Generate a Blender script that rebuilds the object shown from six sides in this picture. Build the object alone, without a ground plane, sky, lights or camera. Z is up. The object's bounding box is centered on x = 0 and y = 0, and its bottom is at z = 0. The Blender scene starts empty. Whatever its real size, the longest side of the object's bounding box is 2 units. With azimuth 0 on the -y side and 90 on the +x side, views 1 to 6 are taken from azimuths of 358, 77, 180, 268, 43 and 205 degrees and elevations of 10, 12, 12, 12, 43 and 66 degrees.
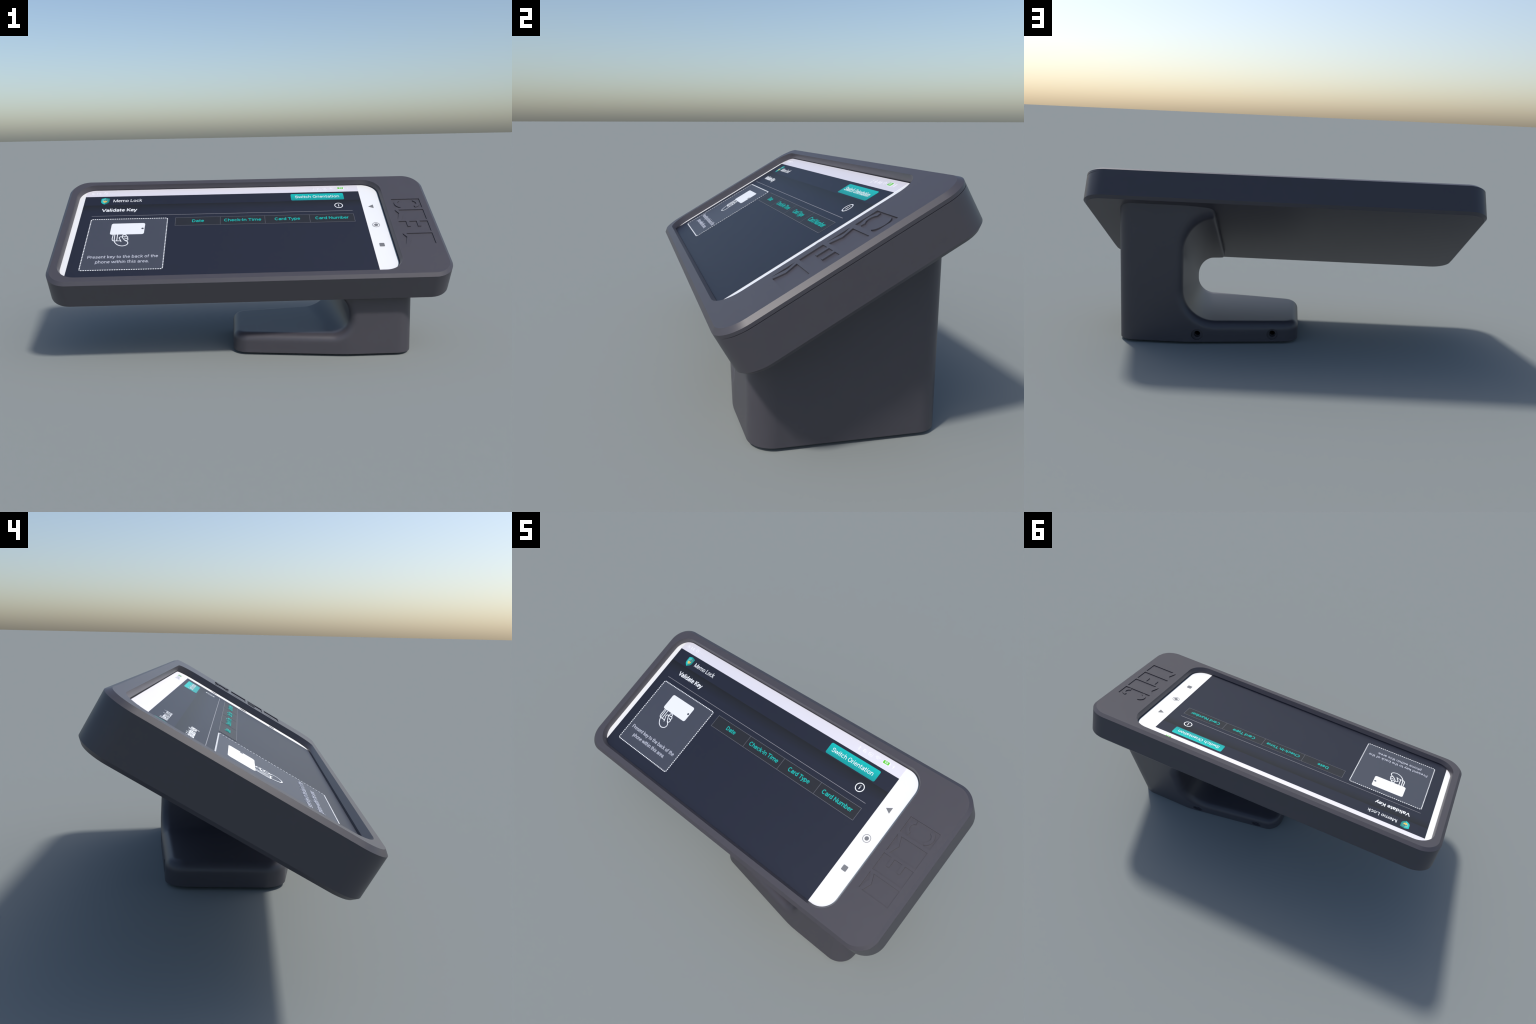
import bpy, bmesh, math
import numpy as np
from mathutils import Vector, Matrix

TILT = math.radians(30.0)          # the head leans back 30 degrees
HEAD_ROT = Matrix.Rotation(TILT, 4, 'X')
# head frame: local x = world x, local y = up the slope ("v"), local z = face normal ("h")


# ------------------------------------------------------------------ materials
def srgb(r, g, b):
    def f(c):
        c /= 255.0
        return c / 12.92 if c <= 0.04045 else ((c + 0.055) / 1.055) ** 2.4
    return (f(r), f(g), f(b), 1.0)


def new_mat(name, col, rough=0.5, metal=0.4):
    m = bpy.data.materials.new(name)
    m.use_nodes = True
    b = m.node_tree.nodes["Principled BSDF"]
    b.inputs["Base Color"].default_value = col
    b.inputs["Roughness"].default_value = rough
    b.inputs["Metallic"].default_value = metal
    return m, m.node_tree, b


def plastic_mat(name, col, rough):
    """moulded plastic: almost uniform, with a very faint tone mottling"""
    m, nt, b = new_mat(name, col, rough, 0.0)
    tc = nt.nodes.new("ShaderNodeTexCoord")
    nz = nt.nodes.new("ShaderNodeTexNoise")
    nz.inputs["Scale"].default_value = 9.0
    nz.inputs["Detail"].default_value = 2.0
    ramp = nt.nodes.new("ShaderNodeValToRGB")
    ramp.color_ramp.elements[0].position = 0.3
    ramp.color_ramp.elements[1].position = 0.7
    ramp.color_ramp.elements[0].color = tuple(c * 0.985 for c in col[:3]) + (1,)
    ramp.color_ramp.elements[1].color = tuple(c * 1.015 for c in col[:3]) + (1,)
    nt.links.new(tc.outputs["Object"], nz.inputs["Vector"])
    nt.links.new(nz.outputs["Fac"], ramp.inputs["Fac"])
    nt.links.new(ramp.outputs["Color"], b.inputs["Base Color"])
    return m


def gradient_mat(name, stops, axis_from, axis_to, rough):
    """colour runs along the slope (object y) between two positions"""
    m, nt, b = new_mat(name, stops[0][1], rough)
    tc = nt.nodes.new("ShaderNodeTexCoord")
    sep = nt.nodes.new("ShaderNodeSeparateXYZ")
    mr = nt.nodes.new("ShaderNodeMapRange")
    mr.inputs["From Min"].default_value = axis_from
    mr.inputs["From Max"].default_value = axis_to
    ramp = nt.nodes.new("ShaderNodeValToRGB")
    cr = ramp.color_ramp
    while len(cr.elements) < len(stops):
        cr.elements.new(0.5)
    for e, (p, c) in zip(cr.elements, stops):
        e.position = p
        e.color = c
    nt.links.new(tc.outputs["Object"], sep.inputs[0])
    nt.links.new(sep.outputs["Y"], mr.inputs["Value"])
    nt.links.new(mr.outputs["Result"], ramp.inputs["Fac"])
    nt.links.new(ramp.outputs["Color"], b.inputs["Base Color"])
    return m


R_CASE, R_SCR = 0.42, 0.46
CASE = plastic_mat("grey_plastic", srgb(67, 65, 72), R_CASE)
PAD = plastic_mat("dark_rubber", srgb(48, 50, 54), 0.7)
RIM = new_mat("phone_rim", srgb(72, 88, 106), 0.4, 0.0)[0]
WHITE = new_mat("display_white", srgb(250, 250, 250), R_SCR)[0]
LAVENDER = new_mat("display_lavender", srgb(235, 232, 240), R_SCR)[0]
NAVY = gradient_mat("display_navy",  # darker stops paint the header's drop shadow into the page colour
                    [(0.0, srgb(38, 42, 57)), (0.62, srgb(35, 38, 46)), (0.93, srgb(31, 33, 37)),
                     (0.94, srgb(37, 41, 56))], 0.470, 0.5385, R_SCR)
PANEL = new_mat("display_panel", srgb(75, 79, 91), R_SCR)[0]
CELL = new_mat("display_table_cell", srgb(43, 45, 51), R_SCR)[0]
LINE = new_mat("display_line", srgb(145, 145, 151), R_SCR)[0]
CELL_LINE = new_mat("display_cell_line", srgb(107, 108, 115), R_SCR)[0]
TEXT_WHITE = new_mat("display_text_white", srgb(250, 251, 252), R_SCR)[0]
TEXT_PALE = new_mat("display_text_pale", srgb(214, 216, 227), R_SCR)[0]
STATUS = new_mat("display_status_white", srgb(245, 245, 249), R_SCR)[0]
TEAL = new_mat("display_teal", srgb(20, 186, 175), R_SCR)[0]
BUTTON = gradient_mat("display_button_teal", [(0.0, srgb(12, 156, 155)), (1.0, srgb(6, 196, 188))], 0.541, 0.601, R_SCR)
ICON = new_mat("display_icon_grey", srgb(127, 128, 131), R_SCR)[0]
GREEN = new_mat("display_green", srgb(100, 212, 46), R_SCR)[0]
SH_L = new_mat("shield_bright", srgb(22, 201, 192), R_SCR)[0]
SH_R = new_mat("shield_dark", srgb(24, 148, 139), R_SCR)[0]
SI_L = new_mat("shield_inner_bright", srgb(118, 201, 190), R_SCR)[0]
SI_R = new_mat("shield_inner_dark", srgb(84, 157, 150), R_SCR)[0]
YELLOW = new_mat("padlock_yellow", srgb(250, 208, 94), R_SCR)[0]
SHACKLE = new_mat("padlock_shackle", srgb(66, 111, 120), R_SCR)[0]

# ------------------------------------------------------------------ scene root
root = bpy.data.objects.new("phone_kiosk", None)
root["label"] = "tilted dark grey kiosk housing holding a landscape phone"
root["category"] = "phone stand"
bpy.context.collection.objects.link(root)


def add_object(name, mesh, parent, matrix, mat=None):
    ob = bpy.data.objects.new(name, mesh)
    bpy.context.collection.objects.link(ob)
    ob.parent = parent
    ob.matrix_local = matrix
    if mat is not None:
        mesh.materials.clear()
        mesh.materials.append(mat)
    return ob


def smooth_by_angle(mesh, deg):
    mesh.shade_smooth()
    mesh.set_sharp_from_angle(angle=math.radians(deg))


def rounded_rect(x0, x1, y0, y1, r, seg=16):
    pts = []
    for cx, cy, a0 in ((x1 - r, y1 - r, 0), (x0 + r, y1 - r, 90), (x0 + r, y0 + r, 180), (x1 - r, y0 + r, 270)):
        for i in range(seg + 1):
            a = math.radians(a0 + 90.0 * i / seg)
            pts.append((cx + r * math.cos(a), cy + r * math.sin(a)))
    return pts


def bmesh_to_mesh(bm, name):
    bmesh.ops.recalc_face_normals(bm, faces=bm.faces)
    me = bpy.data.meshes.new(name)
    bm.to_mesh(me)
    bm.free()
    return me


def prism(pts, z0, z1, name="prism"):
    """solid plate with the given outline"""
    bm = bmesh.new()
    lo = [bm.verts.new((x, y, z0)) for x, y in pts]
    hi = [bm.verts.new((x, y, z1)) for x, y in pts]
    n = len(pts)
    bm.faces.new(hi)
    bm.faces.new(lo[::-1])
    for i in range(n):
        bm.faces.new((lo[i], lo[(i + 1) % n], hi[(i + 1) % n], hi[i]))
    return bmesh_to_mesh(bm, name)


def boolean_cut(mesh, cutters):
    """subtract several meshes (given in the same frame) from a mesh"""
    a = bpy.data.objects.new("tmp_target", mesh)
    bpy.context.collection.objects.link(a)
    coll = bpy.data.collections.new("tmp_cutters")
    bpy.context.scene.collection.children.link(coll)
    for c in cutters:
        coll.objects.link(bpy.data.objects.new("tmp_cut", c))
    md = a.modifiers.new("cut", 'BOOLEAN')
    md.operation = 'DIFFERENCE'
    md.operand_type = 'COLLECTION'
    md.collection = coll
    md.solver = 'EXACT'
    dg = bpy.context.evaluated_depsgraph_get()
    out = bpy.data.meshes.new_from_object(a.evaluated_get(dg))
    for o in list(coll.objects):
        bpy.data.objects.remove(o)
    bpy.data.collections.remove(coll)
    bpy.data.objects.remove(a)
    return out


# ------------------------------------------------------------------ head housing
HX, V0, V1, HR = 1.0, -0.1395, 0.7355, 0.108     # outer half length, lower/upper edge, corner radius
H_BOT, H_WALL0, H_WALL1, H_TOP = 0.433, 0.447, 0.583, 0.597
OPEN_X0, OPEN_X1, OPEN_V0, OPEN_V1, OPEN_R = -0.951, 0.755, -0.0935, 0.687, 0.098
SCREEN_H = 0.566


def outer_ring(inset):
    return rounded_rect(-HX + inset, HX - inset, V0 + inset, V1 - inset, HR - inset)


def open_ring(inset):
    return rounded_rect(OPEN_X0 + inset, OPEN_X1 - inset, OPEN_V0 + inset, OPEN_V1 - inset, OPEN_R - inset)


LOWER = rounded_rect(-0.944, 0.7455, -0.082, 0.6825, 0.090)      # straight-sided well below the bevel
profile = [
    (outer_ring(0.0135), H_BOT),
    (outer_ring(0.0), H_WALL0),
    (outer_ring(0.0), H_WALL1),
    (outer_ring(0.0165), H_TOP),
    (open_ring(0.0), H_TOP),
    (LOWER, 0.5745),
    (LOWER, 0.5625),
]
bm = bmesh.new()
rings = [[bm.verts.new((x, y, h)) for x, y in pts] for pts, h in profile]
for ra, rb in zip(rings, rings[1:]):
    n = len(ra)
    for i in range(n):
        bm.faces.new((ra[i], ra[(i + 1) % n], rb[(i + 1) % n], rb[i]))
bm.faces.new(rings[0][::-1])
bm.faces.new(rings[-1])
head_mesh = bmesh_to_mesh(bm, "head_housing")

# recessed emblem beside the screen: letter-shaped pockets stacked up the slope
POCKET = 0.0050


def arc_band(cx, cy, r_in, r_out, a0, a1, n=14):
    o = [(cx + r_out * math.cos(math.radians(a0 + (a1 - a0) * i / n)),
          cy + r_out * math.sin(math.radians(a0 + (a1 - a0) * i / n))) for i in range(n + 1)]
    k = [(cx + r_in * math.cos(math.radians(a0 + (a1 - a0) * i / n)),
          cy + r_in * math.sin(math.radians(a0 + (a1 - a0) * i / n))) for i in range(n + 1)]
    return o + k[::-1]


def pocket(pts):
    return prism(pts, H_TOP - POCKET, H_TOP + 0.02)


LX0, LX1 = 0.795, 0.951
cutters = []
for base in (0.303, 0.098):                     # the two "M" shapes
    cutters.append(pocket([(LX0, base + 0.088), (LX0, base), (LX0 + 0.018, base + 0.057)]))
    cutters.append(pocket([(0.815, base), (LX1, base), (LX1, base + 0.088), (0.815, base + 0.088), (0.833, base + 0.043)]))
cutters.append(pocket([(LX0, 0.201), (LX1, 0.201), (LX1, 0.289), (0.908, 0.289), (0.908, 0.245), (0.892, 0.245),
                       (0.892, 0.289), (0.852, 0.289), (0.852, 0.245), (0.836, 0.245), (0.836, 0.289), (LX0, 0.289)]))
ring_pocket = pocket([(LX0, 0.408), (LX1, 0.408), (LX1, 0.491), (LX0, 0.491)])
islands = [prism(arc_band(0.8425, 0.449, 0.022, 0.038, 105, 255), 0.5, 0.7),
           prism(arc_band(0.9045, 0.449, 0.022, 0.038, -75, 75), 0.5, 0.7)]
cutters.append(boolean_cut(ring_pocket, islands))

# hairline seam under the lid, deepest on the right-hand end
SEAM = 0.003
slab = prism(rounded_rect(-1.2, 1.2, -0.4, 1.0, 0.01, 2), 0.5697, 0.5719)
core = prism([(x - SEAM, y) for x, y in rounded_rect(-HX - 0.02, HX, V0 - 0.0018, V1 + 0.0008, HR)], 0.55, 0.60)
cutters.append(boolean_cut(slab, [core]))
head_mesh = boolean_cut(head_mesh, cutters)
head_mesh.name = "head_housing"
smooth_by_angle(head_mesh, 24)
head = add_object("head_housing", head_mesh, root, HEAD_ROT, CASE)

# ------------------------------------------------------------------ base: one moulded C-shaped body
BASE_Z0 = 0.0105
FOOT_TOP = 0.1118
WALL_X = 0.498         # inner face of the column
ARM_TIP = 0.345        # end of the short upper arm


def rmax(a, b, r):
    """intersection of two fields with an edge rounded to radius r"""
    u = np.maximum(a + r, 0)
    v = np.maximum(b + r, 0)
    return np.minimum(np.maximum(a, b), -r) + np.sqrt(u * u + v * v)


def soft_max(a, b, k):
    """gently blended bend between two walls meeting at a flat angle"""
    h = np.clip(0.5 + 0.5 * (a - b) / k, 0, 1)
    return b + (a - b) * h + k * h * (1 - h)


def plan_field(x, y):
    front = -y - 0.282
    back = y - 0.3715
    f_sl = -0.151 * (x - 0.48) - 0.988 * (y + 0.282)
    b_sl = -0.151 * (x - 0.48) + 0.988 * (y - 0.3715)
    f = soft_max(front, f_sl, 0.006)
    b = soft_max(back, b_sl, 0.006)
    d = rmax(rmax(x - 0.8253, f, 0.085), b, 0.080)
    return rmax(d, -x - 0.098, 0.075)


def base_field(x, y, z):
    body = plan_field(x, y)
    t = np.clip((y + 0.26) / 0.62, 0, 1)
    r = 0.085 + 0.09 * t                                # the opening widens toward the back
    arm = (-0.5 * y + 0.866 * z) - (0.398 + 0.006 * t)     # arm underside runs parallel to the head
    void = rmax(rmax(x - WALL_X, FOOT_TOP - z, r), arm, r)
    above = np.maximum(x - ARM_TIP, 0.20 - z)
    solid_cut = rmax(-void, -above, 0.016)              # rounded arm tip
    return rmax(body, solid_cut, 0.041)


def surface_net(field, lo, hi, step):
    axes = [np.arange(l, h + step, step) for l, h in zip(lo, hi)]
    X, Y, Z = np.meshgrid(*axes, indexing='ij')
    F = field(X, Y, Z)
    nx, ny, nz = [s - 1 for s in F.shape]
    inside = F < 0
    acc = np.zeros((nx, ny, nz, 3))
    cnt = np.zeros((nx, ny, nz))
    corners = [(i, j, k) for i in (0, 1) for j in (0, 1) for k in (0, 1)]

    def sl(c):
        return tuple(slice(o, o + n) for o, n in zip(c, (nx, ny, nz)))
    for ca in corners:
        for ax in range(3):
            if ca[ax]:
                continue
            cb = list(ca)
            cb[ax] = 1
            fa, fb = F[sl(ca)], F[sl(tuple(cb))]
            cross = (fa < 0) != (fb < 0)
            t = np.where(cross, fa / np.where(cross, fa - fb, 1), 0)
            for q in range(3):
                acc[..., q] += np.where(cross, ca[q] + (t if q == ax else 0), 0)
            cnt += cross
    act = cnt > 0
    idx = -np.ones((nx, ny, nz), int)
    idx[act] = np.arange(act.sum())
    cell = np.argwhere(act)
    P = np.array([a[0] for a in axes]) + (cell + acc[act] / cnt[act][:, None]) * step
    quads = []
    for ax in range(3):
        b, c = (ax + 1) % 3, (ax + 2) % 3
        sh = [slice(1, -1)] * 3
        sh[ax] = slice(0, -1)
        nxt = list(sh)
        nxt[ax] = slice(1, None)
        i0, i1 = inside[tuple(sh)], inside[tuple(nxt)]
        e = np.argwhere(i0 != i1)
        off = np.array([1, 1, 1])
        off[ax] = 0
        e = e + off
        flip = inside[tuple(e.T)]
        ids = []
        for db, dc in ((-1, -1), (0, -1), (0, 0), (-1, 0)):
            q = e.copy()
            q[:, b] += db
            q[:, c] += dc
            ids.append(idx[tuple(q.T)])
        q = np.stack(ids, 1)
        q[~flip] = q[~flip][:, ::-1]
        quads.append(q)
    # settle the vertices exactly on the surface
    eps = 1e-4
    for _ in range(6):
        f = field(*P.T)
        g = np.stack([(field(*(P + eps * np.eye(3)[a]).T) - field(*(P - eps * np.eye(3)[a]).T)) / (2 * eps)
                      for a in range(3)], 1)
        d = (f / np.maximum((g * g).sum(1), 0.05))[:, None] * g
        ln = np.linalg.norm(d, axis=1, keepdims=True)
        P -= d * np.minimum(1, step / np.maximum(ln, 1e-9))
    return P, np.concatenate(quads)


P, Q = surface_net(base_field, (-0.14, -0.33, -0.06), (0.87, 0.42, 0.82), 0.0085)
me = bpy.data.meshes.new("base_raw")
me.from_pydata([tuple(p) for p in P], [], [tuple(int(i) for i in q) for q in Q])
bm = bmesh.new()
bm.from_mesh(me)
nrm = HEAD_ROT.to_3x3() @ Vector((0, 0, 1))
for co, no in ((Vector((0, 0, BASE_Z0)), Vector((0, 0, -1))), (nrm * (H_BOT + 0.006), nrm)):
    bmesh.ops.bisect_plane(bm, geom=bm.verts[:] + bm.edges[:] + bm.faces[:], dist=1e-6,
                           plane_co=co, plane_no=no, clear_outer=True)
    bmesh.ops.holes_fill(bm, edges=[e for e in bm.edges if e.is_boundary], sides=0)
base_mesh = bmesh_to_mesh(bm, "base_stand")


def cylinder_y(cx, cz, r, y0, y1, n=40):
    pts = [(cx + r * math.cos(2 * math.pi * i / n), cz + r * math.sin(2 * math.pi * i / n)) for i in range(n)]
    me = prism(pts, -y1, -y0)
    me.transform(Matrix.Rotation(math.radians(90), 4, 'X'))
    return me


holes = []
for hx, wall_y in ((0.421, 0.360), (0.036, 0.301)):    # counterbored screw holes in the rear of the foot
    holes.append(cylinder_y(hx, 0.050, 0.029, wall_y - 0.008, wall_y + 0.1))
    holes.append(cylinder_y(hx, 0.050, 0.0170, wall_y - 0.030, wall_y + 0.1))
    holes.append(cylinder_y(hx, 0.050, 0.0140, wall_y - 0.200, wall_y + 0.1))
base_mesh = boolean_cut(base_mesh, holes)
base_mesh.name = "base_stand"
smooth_by_angle(base_mesh, 28)
base = add_object("base_stand", base_mesh, root, Matrix.Identity(4), CASE)

# rubber pad under the base, set in a little from the outline
pad_pts = []
for i in range(240):
    a = 2 * math.pi * i / 240
    c, s = math.cos(a), math.sin(a)
    lo_r, hi_r = 0.0, 1.0
    for _ in range(40):
        mid = 0.5 * (lo_r + hi_r)
        if plan_field(np.float64(0.36 + c * mid), np.float64(0.044 + s * mid)) + 0.030 < 0:
            lo_r = mid
        else:
            hi_r = mid
    pad_pts.append((0.36 + c * lo_r, 0.044 + s * lo_r))
pad_mesh = prism(pad_pts, 0.0, BASE_Z0 + 0.002, "base_pad")
smooth_by_angle(pad_mesh, 30)
add_object("base_pad", pad_mesh, root, Matrix.Identity(4), PAD)

# ------------------------------------------------------------------ phone screen
SX0, SX1, SV0, SV1, SR = -0.9455, 0.7450, -0.0835, 0.6800, 0.090
bm = bmesh.new()
ringz = [(0.007, 0.5455), (0.0, 0.548), (0.0, SCREEN_H - 0.004), (0.0012, SCREEN_H - 0.0012), (0.002, SCREEN_H - 0.0008)]
rr = [[bm.verts.new((x, y, h)) for x, y in rounded_rect(SX0 + i, SX1 - i, SV0 + i, SV1 - i, SR - i)] for i, h in ringz]
for ra, rb in zip(rr, rr[1:]):
    for i in range(len(ra)):
        bm.faces.new((ra[i], ra[(i + 1) % len(ra)], rb[(i + 1) % len(ra)], rb[i]))
bm.faces.new(rr[0][::-1])
bm.faces.new(rr[-1])
phone_mesh = bmesh_to_mesh(bm, "phone_body")
smooth_by_angle(phone_mesh, 30)
phone = add_object("phone", phone_mesh, root, HEAD_ROT, RIM)
I4 = Matrix.Identity(4)
LAYER = 0.0005


def plate(name, pts, layer, mat, thick=0.0009):
    top = SCREEN_H + LAYER * layer
    return add_object(name, prism(pts, top - thick, top, name), phone, I4, mat)


def rect(x0, x1, y0, y1):
    return [(x0, y0), (x1, y0), (x1, y1), (x0, y1)]


DX0, DX1, DV0, DV1, DR = -0.9435, 0.7375, -0.0815, 0.6785, 0.084
NAVX0, NAVX1, NAVY1 = -0.9125, 0.635, 0.617
display_white = plate("display_background", rounded_rect(DX0, DX1, DV0, DV1, DR), 0, WHITE)


def clipped(x0, x1, y0, y1):
    """part of the rounded display between the given limits"""
    pts = rounded_rect(DX0, DX1, DV0, DV1, DR, 40)
    for ax, lim, sgn in ((0, x0, 1), (0, x1, -1), (1, y0, 1), (1, y1, -1)):
        out = []
        for p, q in zip(pts, pts[1:] + pts[:1]):
            dp, dq = sgn * (p[ax] - lim), sgn * (q[ax] - lim)
            if dp >= 0:
                out.append(p)
            if dp * dq < 0:
                t = dp / (dp - dq)
                out.append((p[0] + t * (q[0] - p[0]), p[1] + t * (q[1] - p[1])))
        pts = out
    return pts


plate("status_bar", clipped(NAVX0, NAVX1, NAVY1 - 0.004, 1), 1, LAVENDER)
plate("app_page", clipped(NAVX0, NAVX1, -1, NAVY1), 2, NAVY)


def stroke_mesh(paths, width, layer, name, thick=0.0009):
    """flat ribbons of even width along polylines, joined into one mesh"""
    top = SCREEN_H + LAYER * layer
    bm = bmesh.new()
    for number, path in enumerate(paths):
        top = SCREEN_H + LAYER * layer + 2e-6 * (number % 40)   # crossing strokes never share a plane
        closed = path[0] == path[-1]
        p = [Vector(q) for q in (path[:-1] if closed else path)]
        n = len(p)
        left, right = [], []
        for i in range(n):
            prv = p[i - 1] if (i > 0 or closed) else None
            nx = p[(i + 1) % n] if (i < n - 1 or closed) else None
            d1 = (p[i] - prv).normalized() if prv is not None else None
            d2 = (nx - p[i]).normalized() if nx is not None else None
            d1 = d1 or d2
            d2 = d2 or d1
            n1 = Vector((-d1.y, d1.x))
            n2 = Vector((-d2.y, d2.x))
            m = (n1 + n2)
            m = m.normalized() if m.length > 1e-6 else n1
            k = width * 0.5 / max(0.5, m.dot(n1))
            left.append(p[i] + m * k)
            right.append(p[i] - m * k)
        vs = [[bm.verts.new((q.x, q.y, z)) for q in side] for side in (left, right) for z in (top - thick, top)]
        l0, l1, r0, r1 = vs
        rng = range(n if closed else n - 1)
        for i in rng:
            j = (i + 1) % n
            for a, b in ((l1, r1), (r1, r0), (r0, l0), (l0, l1)):
                bm.faces.new((a[i], b[i], b[j], a[j]))
        if not closed:
            for i in (0, n - 1):
                bm.faces.new((l0[i], l1[i], r1[i], r0[i]))
    return bmesh_to_mesh(bm, name)


def strokes(name, paths, width, layer, mat):
    return add_object(name, stroke_mesh(paths, width, layer, name), phone, I4, mat)


def smooth_path(pts, n=6, closed=False):
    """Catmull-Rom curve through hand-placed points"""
    p = [Vector(q) for q in pts]
    m = len(p)
    out = []
    for i in range(m if closed else m - 1):
        a = p[(i - 1) % m] if (closed or i > 0) else p[i]
        b, c = p[i], p[(i + 1) % m]
        d = p[(i + 2) % m] if (closed or i + 2 < m) else c
        for k in range(n):
            t = k / n
            q = 0.5 * (2 * b + (c - a) * t + (2 * a - 5 * b + 4 * c - d) * t * t + (3 * b - a - 3 * c + d) * t ** 3)
            out.append((q.x, q.y))
    out.append(out[0] if closed else tuple(p[-1]))
    return out


def circle(cx, cy, r, n=40, close=True):
    pts = [(cx + r * math.cos(2 * math.pi * i / n), cy + r * math.sin(2 * math.pi * i / n)) for i in range(n)]
    return pts + pts[:1] if close else pts


# --- sans-serif lettering drawn with even strokes; units: capital height 1, lower-case height 0.74
def arc(cx, cy, rx, ry, a0, a1, n=18):
    return [(cx + rx * math.cos(math.radians(a0 + (a1 - a0) * i / n)),
             cy + ry * math.sin(math.radians(a0 + (a1 - a0) * i / n))) for i in range(n + 1)]


def dot(x, y):
    return [(x, y - 0.055), (x, y + 0.055)]


def arch(x):
    return [(x, 0.46)] + arc(x + 0.245, 0.455, 0.245, 0.225, 165, 0) + [(x + 0.49, 0.0)]


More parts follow.
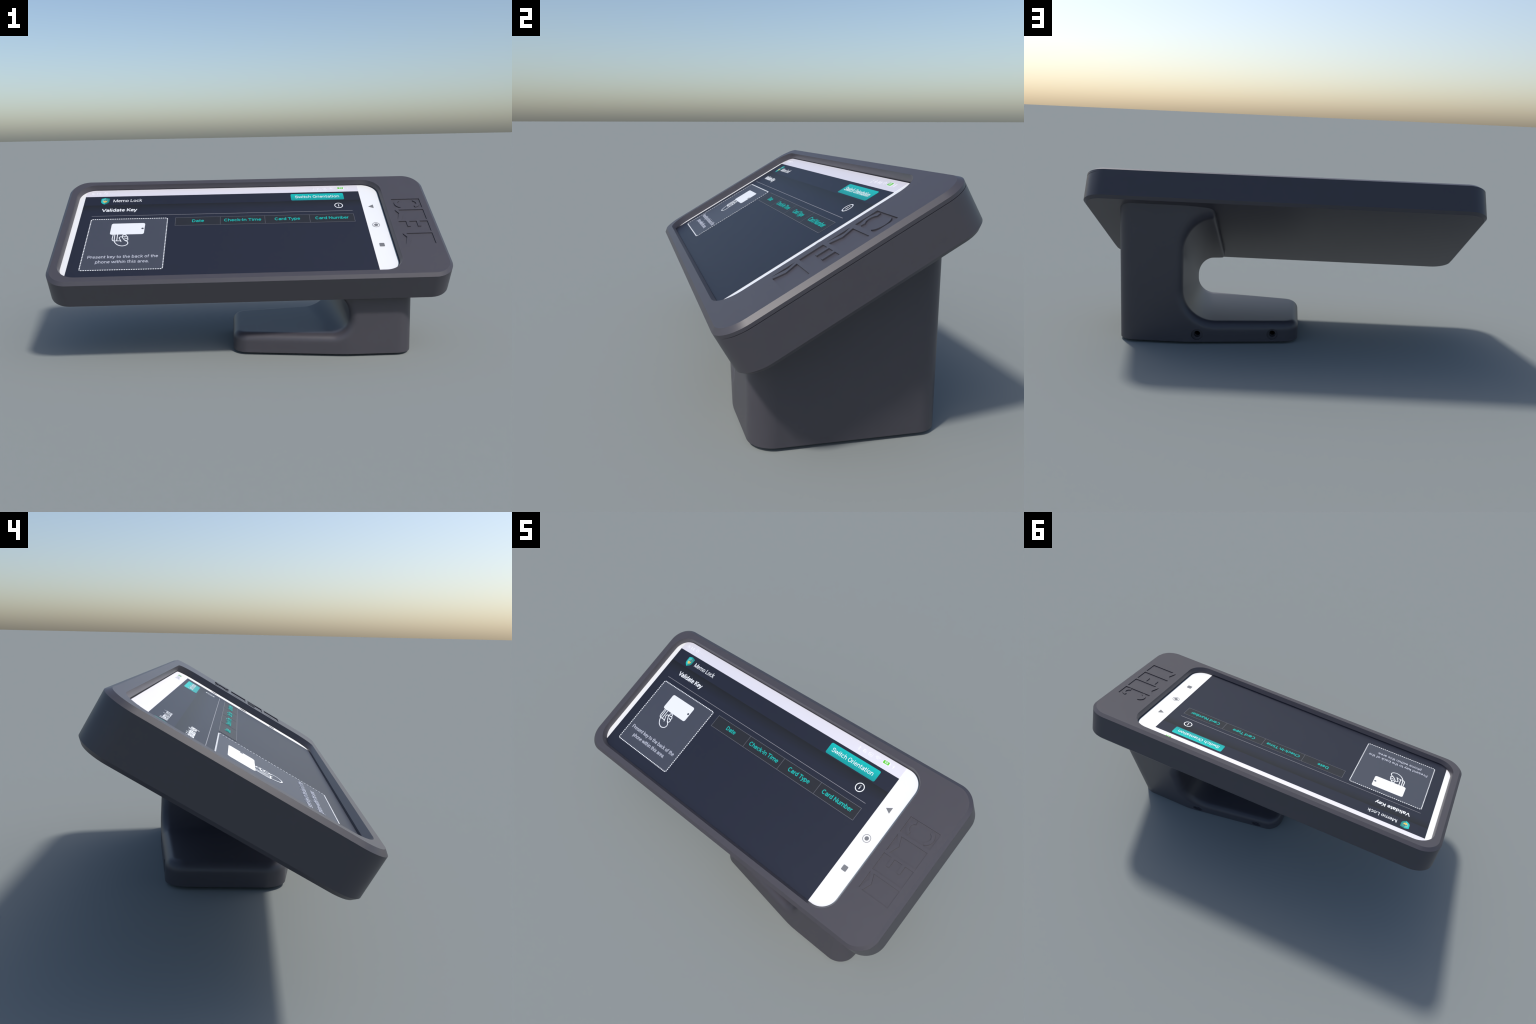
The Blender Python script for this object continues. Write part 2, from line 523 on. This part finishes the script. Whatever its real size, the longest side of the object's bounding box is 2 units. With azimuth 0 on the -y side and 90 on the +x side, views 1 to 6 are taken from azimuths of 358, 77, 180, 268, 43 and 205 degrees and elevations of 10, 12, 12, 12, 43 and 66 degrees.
ROUND = arc(0.40, 0.37, 0.275, 0.31, 0, 360, 36)
GLYPHS = {
    "a": (0.765, [arc(0.385, 0.49, 0.235, 0.19, 158, 0) + [(0.62, 0.14), (0.645, 0.0)],
                  smooth_path([(0.62, 0.42), (0.42, 0.42), (0.23, 0.37), (0.14, 0.23), (0.20, 0.10), (0.34, 0.055), (0.50, 0.10), (0.62, 0.22)])]),
    "b": (0.79, [[(0.14, 0.0), (0.14, 1.05)], arc(0.40, 0.37, 0.26, 0.31, 0, 360, 36)]),
    "c": (0.735, [arc(0.385, 0.37, 0.265, 0.31, 42, 318, 28)]),
    "d": (0.79, [[(0.65, 0.0), (0.65, 1.05)], arc(0.39, 0.37, 0.26, 0.31, 0, 360, 36)]),
    "e": (0.745, [[(0.12, 0.40), (0.64, 0.40)] + arc(0.385, 0.37, 0.262, 0.31, 8, 322, 30)]),
    "f": (0.49, [[(0.19, 0.0), (0.19, 0.80)] + arc(0.36, 0.82, 0.17, 0.18, 175, 75, 8), [(0.03, 0.68), (0.43, 0.68)]]),
    "h": (0.775, [[(0.14, 0.0), (0.14, 1.05)], arch(0.14)]),
    "i": (0.34, [[(0.17, 0.0), (0.17, 0.74)], dot(0.17, 0.96)]),
    "k": (0.71, [[(0.14, 0.0), (0.14, 1.05)], [(0.60, 0.74), (0.16, 0.28)], [(0.31, 0.44), (0.65, 0.0)]]),
    "l": (0.34, [[(0.17, 0.0), (0.17, 1.05)]]),
    "m": (1.233, [[(0.14, 0.0), (0.14, 0.74)], arch(0.14), [(x - 0.02, y) for x, y in arch(0.63)]]),
    "n": (0.775, [[(0.14, 0.0), (0.14, 0.74)], arch(0.14)]),
    "o": (0.80, [ROUND]),
    "p": (0.79, [[(0.14, -0.28), (0.14, 0.74)], arc(0.40, 0.37, 0.26, 0.31, 0, 360, 36)]),
    "r": (0.476, [[(0.14, 0.0), (0.14, 0.74)], [(0.14, 0.46)] + arc(0.38, 0.44, 0.24, 0.24, 165, 80, 10)]),
    "s": (0.725, [smooth_path([(0.60, 0.53), (0.51, 0.65), (0.36, 0.685), (0.21, 0.64), (0.15, 0.545), (0.22, 0.445), (0.38, 0.39),
                               (0.54, 0.32), (0.61, 0.20), (0.54, 0.095), (0.37, 0.055), (0.20, 0.10), (0.12, 0.22)])]),
    "t": (0.46, [[(0.20, 0.93), (0.20, 0.20)] + arc(0.34, 0.20, 0.14, 0.145, 180, 290, 8), [(0.02, 0.68), (0.41, 0.68)]]),
    "u": (0.775, [[(0.63, 0.0), (0.63, 0.74)], [(0.13, 0.74)] + arc(0.37, 0.28, 0.24, 0.225, 180, 350)]),
    "w": (1.056, [[(0.04, 0.74), (0.285, 0.03)], [(0.285, 0.03), (0.53, 0.72)], [(0.53, 0.72), (0.775, 0.03)], [(0.775, 0.03), (1.02, 0.74)]]),
    "y": (0.67, [[(0.03, 0.74), (0.345, 0.0)], [(0.645, 0.74)] + smooth_path([(0.345, 0.0), (0.26, -0.18), (0.17, -0.235), (0.06, -0.235)])]),
    "C": (0.916, [arc(0.475, 0.5, 0.36, 0.445, 42, 318, 32)]),
    "D": (0.92, [[(0.15, 0.0), (0.15, 1.0)], [(0.15, 0.94), (0.38, 0.94)] + arc(0.40, 0.5, 0.39, 0.44, 85, -85, 24) + [(0.38, 0.06), (0.15, 0.06)]]),
    "I": (0.38, [[(0.19, 0.0), (0.19, 1.0)]]),
    "K": (0.88, [[(0.15, 0.0), (0.15, 1.0)], [(0.80, 1.0), (0.17, 0.33)], [(0.36, 0.53), (0.84, 0.0)]]),
    "L": (0.757, [[(0.15, 1.0), (0.15, 0.0)], [(0.15, 0.06), (0.71, 0.06)]]),
    "M": (1.23, [[(0.15, 0.0), (0.15, 1.0)], [(0.15, 0.97), (0.615, 0.03)], [(0.615, 0.03), (1.08, 0.97)], [(1.08, 0.0), (1.08, 1.0)]]),
    "N": (1.0, [[(0.15, 0.0), (0.15, 1.0)], [(0.15, 0.97), (0.85, 0.03)], [(0.85, 0.0), (0.85, 1.0)]]),
    "O": (0.967, [arc(0.483, 0.5, 0.365, 0.445, 0, 360, 40)]),
    "P": (0.887, [[(0.15, 0.0), (0.15, 1.0)], [(0.15, 0.94), (0.48, 0.94)] + arc(0.50, 0.675, 0.28, 0.265, 88, -88, 16) + [(0.48, 0.41), (0.15, 0.41)]]),
    "S": (0.83, [smooth_path([(0.73, 0.73), (0.65, 0.88), (0.43, 0.945), (0.22, 0.89), (0.14, 0.75), (0.22, 0.61), (0.43, 0.52),
                              (0.65, 0.42), (0.745, 0.26), (0.66, 0.11), (0.43, 0.055), (0.19, 0.12), (0.09, 0.29)])]),
    "T": (0.84, [[(0.02, 0.94), (0.82, 0.94)], [(0.42, 0.94), (0.42, 0.0)]]),
    "V": (0.895, [[(0.04, 1.0), (0.45, 0.02)], [(0.45, 0.02), (0.86, 1.0)]]),
    "1": (0.79, [[(0.46, 0.0), (0.46, 0.97)], [(0.46, 0.95), (0.18, 0.84)]]),
    "3": (0.79, [smooth_path([(0.13, 0.76), (0.24, 0.91), (0.42, 0.94), (0.60, 0.86), (0.64, 0.72), (0.55, 0.57), (0.36, 0.52)]),
                 smooth_path([(0.36, 0.52), (0.57, 0.47), (0.67, 0.29), (0.60, 0.13), (0.40, 0.055), (0.21, 0.10), (0.12, 0.25)])]),
    "4": (0.79, [[(0.55, 0.0), (0.55, 0.97)], [(0.55, 0.97), (0.08, 0.27)], [(0.06, 0.27), (0.74, 0.27)]]),
    "8": (0.79, [arc(0.40, 0.73, 0.23, 0.215, 0, 360, 28), arc(0.40, 0.28, 0.27, 0.235, 0, 360, 28)]),
    "9": (0.79, [arc(0.40, 0.65, 0.26, 0.29, 0, 360, 32), smooth_path([(0.66, 0.65), (0.65, 0.40), (0.52, 0.14), (0.22, 0.055)])]),
    "-": (0.39, [[(0.03, 0.42), (0.36, 0.42)]]),
    ".": (0.37, [dot(0.18, 0.06)]),
    ":": (0.34, [dot(0.17, 0.09), dot(0.17, 0.65)]),
    " ": (0.35, []),
}


def label(name, body, x0, x1, base, cap, layer, mat, weight=0.11):
    """line of text fitted between x0 and x1, capital height cap, on the given baseline"""
    paths, pen = [], 0.0
    for ch in body:
        adv, strokes_ = GLYPHS[ch]
        paths += [[(x + pen, y) for x, y in p] for p in strokes_]
        pen += adv
    xs = [x for p in paths for x, y in p]
    w = cap * weight
    sx = (x1 - x0 - w) / (max(xs) - min(xs))
    fitted = [[(x0 + w / 2 + (x - min(xs)) * sx, base + y * cap) for x, y in p] for p in paths]
    return strokes(name, fitted, w, layer, mat)


# --- header: shield emblem with padlock, title, button
sh = [(-0.798, 0.603), (-0.821, 0.596), (-0.8205, 0.566), (-0.8165, 0.556), (-0.808, 0.548), (-0.798, 0.5415)]
plate("shield_emblem", sh, 3, SH_L)
plate("shield_emblem", [(-1.596 - x, y) for x, y in sh[::-1]], 3, SH_R)
si = [(-0.798 + (x + 0.798) * 0.68, 0.574 + (y - 0.574) * 0.68) for x, y in sh]
plate("shield_field", si, 4, SI_L)
plate("shield_field", [(-1.596 - x, y) for x, y in si[::-1]], 4, SI_R)
plate("padlock_body", smooth_path([(-0.807, 0.5725), (-0.789, 0.5725), (-0.7895, 0.565), (-0.798, 0.559), (-0.8065, 0.565)], 4, True)[:-1], 5, YELLOW)
strokes("padlock_shackle", [smooth_path([(-0.804, 0.573), (-0.8035, 0.580), (-0.798, 0.584), (-0.7925, 0.580), (-0.792, 0.573)], 4)], 0.0026, 6, SHACKLE)
plate("padlock_keyhole", circle(-0.798, 0.567, 0.0016, 12, False), 6, SHACKLE)
label("title_text", "Memo Lock", -0.752, -0.592, 0.5605, 0.0262, 4, TEXT_WHITE)
label("heading_text", "Validate Key", -0.805, -0.611, 0.4725, 0.0262, 4, TEXT_WHITE, 0.175)
plate("switch_button", rounded_rect(0.245, 0.544, 0.5405, 0.6015, 0.008, 6), 3, BUTTON)
label("button_text", "Switch Orientation", 0.268, 0.518, 0.5605, 0.0232, 5, TEXT_WHITE)
strokes("information_icon", [circle(0.5045, 0.4835, 0.0215)], 0.0042, 4, TEXT_WHITE)
strokes("information_icon", [[(0.5045, 0.4735), (0.5045, 0.4875)], [(0.5045, 0.4905), (0.5045, 0.4945)]], 0.0042, 4, TEXT_WHITE)
plate("divider_line", rect(-0.852, 0.575, 0.4322, 0.4345), 3, LINE)

# --- table header row
TX = [-0.3955, -0.1535, 0.0885, 0.3315, 0.5745]
TY0, TY1 = 0.3345, 0.4040
for xa, xb in zip(TX, TX[1:]):
    plate("table_cell", rect(xa + 0.001, xb - 0.001, TY0, TY1), 3, CELL)
strokes("table_grid", [[(TX[0], TY0), (TX[-1], TY0), (TX[-1], TY1), (TX[0], TY1), (TX[0], TY0)]] +
        [[(x, TY0), (x, TY1)] for x in TX[1:-1]], 0.0020, 4, CELL_LINE)
for txt, xa, xb in (("Date", -0.305, -0.241), ("Check-In Time", -0.1325, 0.068), ("Card Type", 0.141, 0.279), ("Card Number", 0.362, 0.545)):
    label("column_text", txt, xa, xb, 0.3605, 0.0225, 5, TEAL, 0.17)

# --- dashed panel with hand, phone and hint
PX0, PX1, PY0, PY1 = -0.8485, -0.4385, -0.0125, 0.4025
plate("hint_panel", rounded_rect(PX0, PX1, PY0, PY1, 0.008, 6), 3, PANEL)
outline = rounded_rect(PX0, PX1, PY0, PY1, 0.009, 8)
outline.append(outline[0])
seglen = [math.dist(p, q) for p, q in zip(outline, outline[1:])]
total = sum(seglen)


def at(s):
    for (p, q), l in zip(zip(outline, outline[1:]), seglen):
        if s <= l or l == seglen[-1] and q == outline[-1] and s <= l + 1e-6:
            t = s / l if l else 0
            return (p[0] + t * (q[0] - p[0]), p[1] + t * (q[1] - p[1]))
        s -= l
    return outline[-1]


DASHES = 138
period = total / DASHES
dash_paths = []
for i in range(DASHES):
    s0 = i * period
    s1 = s0 + period * 0.62
    dash_paths.append([at(s0), at(0.5 * (s0 + s1)), at(s1)])
dash = strokes("dashed_border", dash_paths, 0.0050, 5, TEXT_WHITE)
dash["kind"] = "stuff"
plate("phone_symbol", rounded_rect(-0.7335, -0.5555, 0.268, 0.3625, 0.011, 8), 4, TEXT_WHITE)
plate("phone_symbol_camera", circle(-0.566, 0.3155, 0.0062, 20, False), 5, PANEL)
hand = [
    [(-0.715, 0.268)] + smooth_path([(-0.716, 0.232), (-0.7125, 0.219), (-0.704, 0.2145)], 5),
    [(-0.706, 0.268), (-0.704, 0.2145)],
    [(-0.692, 0.268), (-0.6905, 0.2145)],
    [(-0.704, 0.2145), (-0.673, 0.2145)],
    smooth_path([(-0.667, 0.206), (-0.672, 0.220), (-0.680, 0.238), (-0.6755, 0.2475), (-0.667, 0.2465), (-0.658, 0.231),
                 (-0.648, 0.217), (-0.6345, 0.206), (-0.631, 0.192), (-0.638, 0.179), (-0.658, 0.172), (-0.680, 0.180),
                 (-0.695, 0.196), (-0.704, 0.2145)], 6),
    smooth_path([(-0.664, 0.245), (-0.663, 0.262), (-0.652, 0.2645), (-0.645, 0.257), (-0.650, 0.250), (-0.660, 0.250)], 5),
    smooth_path([(-0.648, 0.252), (-0.638, 0.248), (-0.637, 0.239), (-0.643, 0.234), (-0.654, 0.238)], 5),
    smooth_path([(-0.641, 0.234), (-0.634, 0.230), (-0.635, 0.220), (-0.641, 0.215), (-0.648, 0.219)], 5),
]
strokes("hand_symbol", hand, 0.0044, 5, TEXT_WHITE)
label("hint_text", "Present key to the back of the", -0.821, -0.467, 0.0770, 0.0215, 5, TEXT_PALE)
label("hint_text", "phone within this area.", -0.777, -0.510, 0.0385, 0.0215, 5, TEXT_PALE)

# --- system buttons on the white strip
plate("back_icon", [(0.668, 0.468), (0.6955, 0.4525), (0.6955, 0.4845)], 3, ICON)
plate("home_icon", circle(0.6815, 0.301, 0.0102, 32, False), 3, ICON)
strokes("home_icon_ring", [circle(0.6815, 0.301, 0.0188, 48)], 0.0024, 3, ICON)
plate("recent_icon", rounded_rect(0.6690, 0.6950, 0.1195, 0.1465, 0.004, 6), 3, ICON)

# --- faint status symbols
label("clock_text", "8:14", -0.884, -0.829, 0.6390, 0.0175, 3, STATUS, 0.16)
strokes("status_icon", [circle(-0.805, 0.6505, 0.0085, 24)], 0.0028, 3, STATUS)
for i in range(3):
    plate("status_dot", circle(-0.780 + 0.010 * i, 0.6495, 0.0014, 10, False), 3, STATUS)
bx, by = 0.377, 0.648
strokes("status_icon", [[(bx - 0.006, by + 0.005), (bx + 0.005, by - 0.005), (bx, by - 0.011), (bx, by + 0.011), (bx + 0.005, by + 0.005), (bx - 0.006, by - 0.005)]], 0.0018, 3, STATUS)
bx = 0.410
strokes("status_icon", [smooth_path([(bx - 0.008, by - 0.006), (bx - 0.005, by + 0.004), (bx, by + 0.009), (bx + 0.005, by + 0.004), (bx + 0.008, by - 0.006)], 5) + [(bx - 0.007, by - 0.006)],
                        [(bx - 0.009, by + 0.009), (bx + 0.009, by - 0.009)]], 0.0018, 3, STATUS)
bx = 0.446
rp = rounded_rect(bx - 0.011, bx + 0.011, by - 0.008, by + 0.009, 0.004, 4)
strokes("status_icon", [rp + rp[:1], [(bx - 0.004, by - 0.003), (bx + 0.004, by + 0.004)], [(bx - 0.004, by + 0.004), (bx + 0.004, by - 0.003)]], 0.0018, 3, STATUS)
bx = 0.486
strokes("status_icon", [[(bx + r * math.cos(math.radians(a)), 0.641 + r * math.sin(math.radians(a))) for a in range(45, 136, 15)] for r in (0.006, 0.012, 0.018)], 0.0026, 3, STATUS)
plate("battery_icon", rounded_rect(0.5165, 0.5575, 0.6405, 0.6625, 0.005, 4), 3, STATUS)
plate("battery_charge", rounded_rect(0.5200, 0.5525, 0.6435, 0.6595, 0.003, 4), 4, GREEN)
label("battery_text", "93", 0.5285, 0.5455, 0.6465, 0.0105, 6, TEXT_WHITE, 0.15)
bx, by = 0.577, 0.651
plate("charging_icon", [(bx + 0.001, by + 0.009), (bx - 0.005, by - 0.001), (bx - 0.0005, by - 0.001), (bx - 0.001, by - 0.009), (bx + 0.005, by + 0.001), (bx + 0.0005, by + 0.001)], 3, STATUS)
